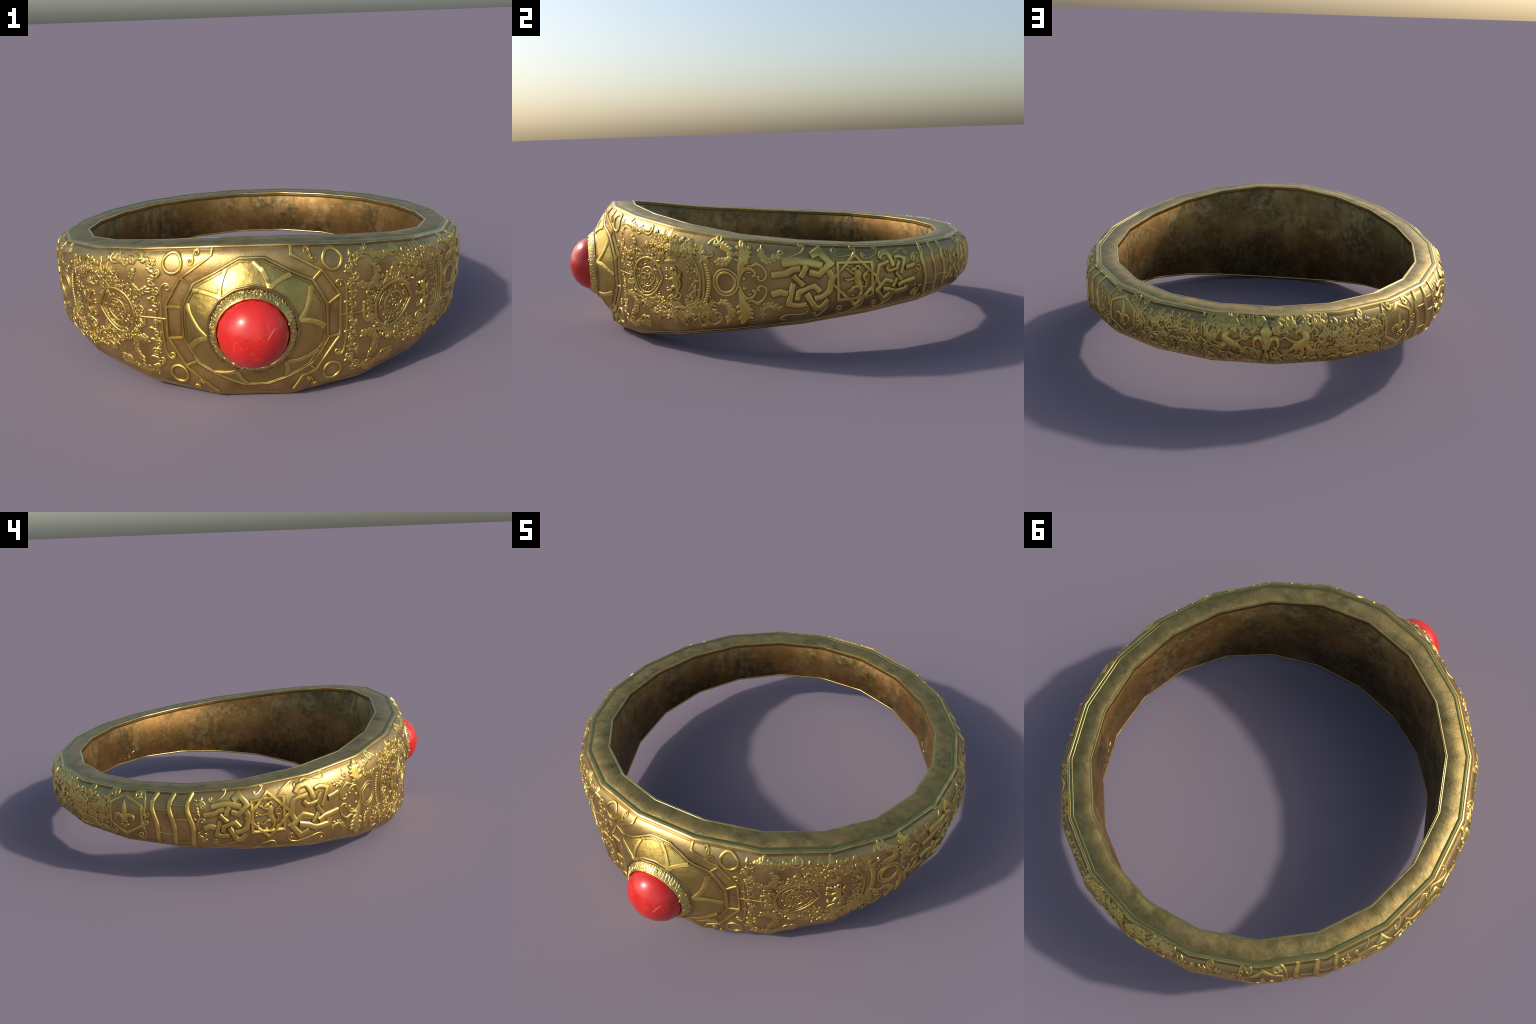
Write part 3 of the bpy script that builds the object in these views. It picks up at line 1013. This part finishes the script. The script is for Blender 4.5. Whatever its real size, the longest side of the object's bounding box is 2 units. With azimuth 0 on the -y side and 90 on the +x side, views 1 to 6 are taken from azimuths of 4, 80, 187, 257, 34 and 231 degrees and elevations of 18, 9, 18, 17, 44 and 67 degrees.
BEAST = [
    ([(-.1, .55), (-.28, .42), (-.32, .18), (.0, -.10), (.28, -.16)], [.20, .30, .38, .46, .40]),
    ([(-.1, .62), (.06, .66), (.20, .52)], [.24, .22, .10]),
    ([(.10, .05), (.40, .18), (.72, .38), (.9, .36)], [.20, .14, .10, .07]),
    ([(.24, -.10), (.55, -.32), (.82, -.38)], [.20, .14, .08]),
    ([(-.10, -.22), (-.22, -.50), (.06, -.66), (.30, -.62)], [.24, .18, .12, .08]),
    ([(-.28, -.06), (-.55, -.34), (-.90, -.42)], [.26, .18, .08]),
    ([(-.32, .0), (-.66, -.05), (-.98, .14), (-.92, .40), (-.70, .36)], [.12, .10, .09, .08, .06]),
]
for mm, at in ((1, FC - 8.8), (-1, FC + 8.8)):
    k = Relief()
    for pts, w in BEAST:
        p = smooth([(mm * x * .084, y * .084) for x, y in pts], 4)
        k.stroke(k.xy(at, .50, p), [a * .098 for a in w], .021, step=.05)
    k.object("lion", sharp=48)

k = Relief()
lo, hi = FC - 17.2, FC + 17.2


def back_free(u, v):
    d = abs(u - FC)
    if d < 1.9 or (d < 3.8 and .36 < v < .70):
        return False
    if ((d - 8.8) / 4.6) ** 2 + ((v - .5) / .24) ** 2 < 1:
        return False
    return True


def scroll_field(k, cells, free, flip, seed, size=.105):
    """rows of volutes that turn alternately, each with a pair of leaves at its root and a bud"""
    r = random.Random(seed)
    for n, (u, v) in enumerate(cells):
        u, v = u + r.uniform(-.35, .35), v + r.uniform(-.025, .025)
        if not free(u, v):
            continue
        sg = 1 if (n % 2) else -1
        a = r.choice((40, 75, 110, 145, -40, -75, -120)) + r.uniform(-12, 12)
        L = size * r.uniform(.8, 1.2)
        k.curl(u, v, a, L, 1.1, sg * flip, .0105, .0125, tight=1.1)
        for b in (130, 200):
            k.leaf(u, v, a + b * sg * flip, L * .30, .0145, .015, 50 * sg)
        k.leaf(u, v, a - 40 * sg * flip, L * .28, .0135, .015, -50 * sg)


for mm in (-1, 1):
    cells = [(FC + mm * (2.9 + 2.45 * c), v) for c in range(6) for v in (.14, .31, .48, .65, .80, .90)]
    scroll_field(k, cells, back_free, mm, 77)
k.scatter(((lo, hi, .08, .94), back_free), 130, (.014, .024), (.008, .0115), .013, seed=31, gap=.019)
for mm in (-1, 1):
    k.stroke([(FC + mm * 17.3, .93), (FC + mm * 17.0, .62), (FC + mm * 17.4, .40), (FC + mm * 17.0, .08)], .005, .008)
k.object("back_foliage", kind="stuff")

# side panels between the lily shields and the back panel
k = Relief()
for mm in (-1, 1):
    C = FC + mm * 28.4 if mm < 0 else FC + 25.6
    span = 10.4 if mm < 0 else 8.6
    sgn = -mm                                   # scrolls open toward the lily shield
    g = lambda du: C + sgn * du
    ang = lambda a: a if sgn > 0 else 180 - a
    k.curl(g(-span * .95), .42, ang(95), .17, 1.15, -sgn, .009, .0095, tight=.9)
    k.curl(g(-span * .95), .12, ang(60), .14, 1.1, -sgn, .008, .009, tight=.9)
    k.curl(g(-span * .35), .46, ang(75), .20, 1.2, sgn, .010, .010, tight=.9)
    k.curl(g(-span * .30), .18, ang(20), .16, 1.1, sgn, .008, .009, tight=.9)
    k.curl(g(span * .55), .20, ang(150), .12, 1.1, -sgn, .008, .009, tight=.9)
    for du, v, n, r in ((span * .42, .72, 8, .020), (span * .12, .30, 7, .020), (span * .66, .52, 7, .016), (-span * .62, .62, 6, .014), (-span * .1, .86, 6, .013)):
        for q in range(n):
            k.leaf(g(du), v, 360 * q / n + 10, r, .010, .010)
        k.dot(g(du), v, .007, .012, 7)
    lo, hi = C - span, C + span
    scroll_field(k, [(g(span * (-.75 + .30 * c)), v) for c in range(6) for v in (.16, .36, .56, .76)], lambda u, v: True, sgn, 90 + mm, .10)
    k.scatter(((lo, hi, .09, .60), lambda u, v: (u - C) * sgn > -span * .8), 40, (.018, .034), (.008, .012), .0125, seed=41 + mm, gap=.0145)
    k.scatter(((lo, hi, .60, .90), lambda u, v: (u - C) * sgn > -.05 * span), 46, (.014, .024), (.007, .010), .0125, seed=51 + mm, gap=.0165)
k.object("floral_scrolls", kind="stuff")

# curls in the corners of the lily shields
k = Relief()
for u, v, a, L, sg in ((130.6, .56, 80, .15, 1), (130.4, .50, -85, .15, -1), (133.4, .55, 95, .13, -1), (133.6, .45, -95, .13, 1), (-127.4, .52, 90, .06, 1), (-127.4, .48, -90, .06, -1)):
    k.curl(u, v, a, L, 1.2, sg, .0075, .0105, tight=1.2)
for n in range(9):
    k.leaf(131.9 + .8 * math.sin(n * 2.3), .22 + .07 * n, 90 + 70 * math.sin(n * 1.7), .026, .011, .011, 60)
for u, wl, wr in ((142.0, -5.2, 5.0), (-133.8, -5.0, 5.3)):
    for e, sg in ((wl, -1), (wr, 1)):
        at = u + e + sg * .9
        k.curl(at, .63, 90 - sg * 4, .185, 1.25, sg, .0085, .0095, tight=1.9)
        k.curl(at, .63, -90 + sg * 10, .045, .7, sg, .007, .009, tight=.9)
        k.curl(u + e, .40, -90 + sg * 28, .150, 1.25, -sg, .0085, .0095, tight=1.3)
        k.curl(u + e, .42, 90 - sg * 25, .060, .85, -sg, .007, .009, tight=.8)
        for q in range(3):
            k.leaf(u + e * (.75 + .12 * q), .93 - .03 * q, 60 + 40 * q, .018, .009, .0085)
            k.leaf(u + e * (.72 + .13 * q), .10 + .03 * q, -60 - 40 * q, .018, .009, .0085)
k.object("corner_curls", kind="stuff")

# ------------------------------------------------------------------ the setting
AX = np.array([math.sin(math.radians(TWIST)), -math.cos(math.radians(TWIST)), 0.0])
LAT = np.array([math.cos(math.radians(TWIST)), math.sin(math.radians(TWIST)), 0.0])
ZC = 0.303
ORG = np.array([CX, CY, 0.0])


def at_axis(x, z, a):
    return ORG + LAT * x + AX * a + np.array([0, 0, z])


def band_at(x, z):
    """point of the outer wall under lateral offset x, height z"""
    u = math.degrees(math.asin(max(-.99, min(.99, x / .91))))
    for _ in range(6):
        v = min(1, max(0, (z - ZM + half(u)) / (2 * half(u))))
        P, N = band(u, v)
        u += (x - (P - ORG) @ LAT) / DEG
    return P, N


POLY = [(.047, .252), (.216, .160), (.270, .062), (.270, -.076), (.213, -.166), (.047, -.239), (-.045, -.239), (-.211, -.156), (-.263, -.062), (-.263, .062), (-.212, .158), (-.043, .252)]


def outer_edge(th):
    """12-cornered outline of the setting along a direction measured clockwise from the top"""
    d = np.array([math.sin(th), math.cos(th)])
    for a, b in zip(POLY, POLY[1:] + POLY[:1]):
        a, b = np.array(a), np.array(b)
        M = np.array([d, a - b]).T
        if abs(np.linalg.det(M)) < 1e-9:
            continue
        r, t = np.linalg.solve(M, a)
        if r > 0 and -1e-6 <= t <= 1 + 1e-6:
            return d * r
    return d * .24


def ngon(th, r, n, phase=0.0):
    s = math.tau / n
    a = (th - phase) % s - s / 2
    return r * math.cos(s / 2) / math.cos(a)


R_CONE, A_CONE = .166, .956


def cone_pos(th, t):
    o = outer_edge(th)
    P0, N0 = band_at(o[0], ZC + o[1])
    rr = ngon(th, R_CONE, 16)
    P1 = at_axis(rr * math.sin(th), ZC + rr * math.cos(th), A_CONE)
    P0 = P0 + N0 * .001
    P = P0 * (1 - t) + P1 * t
    bulge = .004 * 4 * t * (1 - t)
    out = LAT * math.sin(th) + np.array([0, 0, math.cos(th)])
    return P + (AX * .8 + out * .6) * bulge


_cone_cache = {}


def cone(thd, t):
    """setting slope: thd degrees clockwise from the top, t 0 outer edge .. 1 collar"""
    key = (round(thd, 3), round(t, 4))
    if key not in _cone_cache:
        th = math.radians(thd)
        P = cone_pos(th, t)
        e = .02
        A, B = cone_pos(th + e, t) - cone_pos(th - e, t), cone_pos(th, min(1, t + .05)) - cone_pos(th, t - .05)
        N = np.cross(A, B)
        N /= np.linalg.norm(N)
        if N @ AX < 0:
            N = -N
        _cone_cache[key] = (P, N)
    return _cone_cache[key]


corners = sorted({round(math.degrees(math.atan2(x, y)) % 360, 4) for x, y in POLY} | {22.5 * k for k in range(16)})
ths = []
for a, b in zip(corners, corners[1:] + [corners[0] + 360]):
    n = max(1, int((b - a) / 5))
    ths += [a + (b - a) * k / n for k in range(n)]
verts, faces = [], []
trow = [0, .06, .12, .25, .4, .55, .7, .85, 1]
for th in ths:
    for t in trow:
        p = cone_pos(math.radians(th), t)
        if t == 0:
            p = p - AX * .012
        verts.append(p)
n, m = len(ths), len(trow)
for a in range(n):
    b = (a + 1) % n
    for j in range(m - 1):
        faces.append((a * m + j, a * m + j + 1, b * m + j + 1, b * m + j))
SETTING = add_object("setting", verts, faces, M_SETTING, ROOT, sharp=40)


def cone_scale(u, v):
    return (.0037, .095)


k = Relief(cone, cone_scale)
ring = sorted(set(ths))
k.stroke([(t, .035) for t in ring], .010, .010, closed=True, wrap=360, step=.2, sink=.006)
k.object("setting_edge", M_TRIM, SETTING)
k = Relief(cone, cone_scale)
k.stroke([(t, .16) for t in ring], .006, .007, closed=True, wrap=360, step=.2)
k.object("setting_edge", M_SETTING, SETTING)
k = Relief(cone, cone_scale)
k.stroke([(t, .965) for t in ring], .007, .0035, closed=True, wrap=360, step=.2)
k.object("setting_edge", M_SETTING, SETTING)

# six forked ribs that make the star of panels
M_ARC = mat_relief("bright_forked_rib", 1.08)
for node, (l, r_) in ((22, (-20, 14)), (79, (-23, 16)), (138, (-23, 13)), (202, (-15, 17)), (261, (-12, 28)), (318, (-16, 19))):
    k = Relief(cone, cone_scale)
    for sp in (l, r_):
        pts = [(node + sp * (.12 * t + .88 * t ** 1.12), .97 - .81 * t) for t in [q / 12 for q in range(13)]]
        k.stroke(pts, [.024, .018, .017, .018], .0105, step=.2, profile=[(-1, None), (-1, .4), (-.7, 1), (.7, 1), (1, .4), (1, None)])
    k.object("forked_rib", M_ARC, SETTING, sharp=40)

# collar, carved bezel, stone
def lathe(name, prof, sides, mat, parent, sub=1, sharp=40, cap=False, jitter=0.0):
    verts, faces = [], []
    nn = sides * sub
    for q in range(nn):
        th = math.tau * q / nn
        for r, a in prof:
            rr = ngon(th, r, sides) if sub > 1 else r
            verts.append(at_axis(rr * math.sin(th), ZC + rr * math.cos(th), a))
    m = len(prof)
    for q in range(nn):
        b = (q + 1) % nn
        for j in range(m - 1):
            faces.append((q * m + j, q * m + j + 1, b * m + j + 1, b * m + j))
    if cap:
        verts.append(at_axis(0, ZC, cap))
        for q in range(nn):
            faces.append((q * m + m - 1, len(verts) - 1, ((q + 1) % nn) * m + m - 1))
    return add_object(name, verts, faces, mat, parent, sharp=sharp)


lathe("collar", [(.170, .950), (.1685, .962), (.1655, .9645), (.158, .964), (.156, .959)], 16, M_COLLAR, SETTING, sub=4, sharp=35)
BZ0, BZ1 = (.156, .960), (.1345, .991)
BEZEL = lathe("bezel", [BZ0, (.1475, .9765), BZ1, (.1325, .9925), (.1295, .9915), (.128, .981)], 32, M_BEZEL, SETTING, sub=1, sharp=50)


def bezel_surf(thd, t):
    th = math.radians(thd)
    r = BZ0[0] + (BZ1[0] - BZ0[0]) * t
    a = BZ0[1] + (BZ1[1] - BZ0[1]) * t
    out = LAT * math.sin(th) + np.array([0, 0, math.cos(th)])
    N = out * (BZ1[1] - BZ0[1]) + AX * (BZ0[0] - BZ1[0])
    return at_axis(0, ZC, a) + out * r, N / np.linalg.norm(N)


k = Relief(bezel_surf, lambda u, v: (.00262, .039))
flowers = (8, 98, 188, 278)
for q in range(72):
    th = q * 5.0
    near = min(flowers, key=lambda f: abs((th - f + 180) % 360 - 180))
    d = (th - near + 180) % 360 - 180
    if abs(d) < 3:
        continue
    lean = max(-60, min(60, d * 1.5)) + rng.uniform(-14, 14)
    k.leaf(th - lean * .05, .02, 90 - lean, .036, .0085, .0095, bend=lean * .8)
    if q % 3 == 0:
        k.leaf(th, .45, 90 + lean, .022, .0052, .010, bend=-lean)
for q in range(170):
    k.leaf(rng.uniform(0, 360), rng.uniform(.1, .85), rng.uniform(0, 360), rng.uniform(.012, .022), .0062, .0085, rng.uniform(-80, 80))
for f in flowers:
    for q in range(14):
        a = math.tau * q / 14
        k.leaf(f + 3.1 * math.cos(a), .5 + .2 * math.sin(a), math.degrees(a), .013, .0045, .010)
    k.dot(f, .5, .0075, .014, 10)
k.object("bezel_leaves", M_BEZEL, BEZEL, kind="stuff")

# the stone: low facetted dome
verts, faces = [], []
sides, rings = 16, 6
rg, a0, ht = .1285, .984, .103
dome = [(rg * .985, a0 - .03)] + [(rg * math.cos(math.radians(q)) ** 1.04, a0 + ht * math.sin(math.radians(q))) for q in (0, 15, 31, 47, 62, 79)]
centre = at_axis(0, ZC, a0)
for q in range(sides):
    th = math.tau * q / sides
    for r, a in dome:
        verts.append((r * math.sin(th), -(a - a0), r * math.cos(th)))
m = len(dome)
for q in range(sides):
    b = (q + 1) % sides
    for j in range(m - 1):
        faces.append((q * m + j, q * m + j + 1, b * m + j + 1, b * m + j))
verts.append((0, -ht, 0))
for q in range(sides):
    faces.append((q * m + m - 1, len(verts) - 1, ((q + 1) % sides) * m + m - 1))
GEM = add_object("gemstone", verts, faces, M_GEM, ROOT)
GEM.location = tuple(centre)
GEM.rotation_euler = (0, 0, math.radians(TWIST))

# ------------------------------------------------------------------ tiny maker's letters inside the hoop
k = Relief(lining, lambda u, v: (.01333, -2 * half(u)))
vv = lambda u, z: (ZM + half(u) - z) / (2 * half(u))
GLYPH = [[((0, 1), (0, 0), (.8, 0))], [((0, 1), (.8, .35), (.1, 0)), ((.1, .2), (.6, .9))], [((.8, .95), (.2, .8), (.1, .3), (.7, 0))], [((0, 1), (.9, 1)), ((.45, 1), (.45, 0))]]
for n, g in enumerate(GLYPH):
    for line in g:
        pts = []
        for x, y in line:
            u = 130.9 - 2.5 * n - 1.5 * x
            pts.append((u, vv(u, .205 + .03 * y)))
        k.stroke(pts, .0055, .003)
k.object("letters", M_TRIM, BAND)
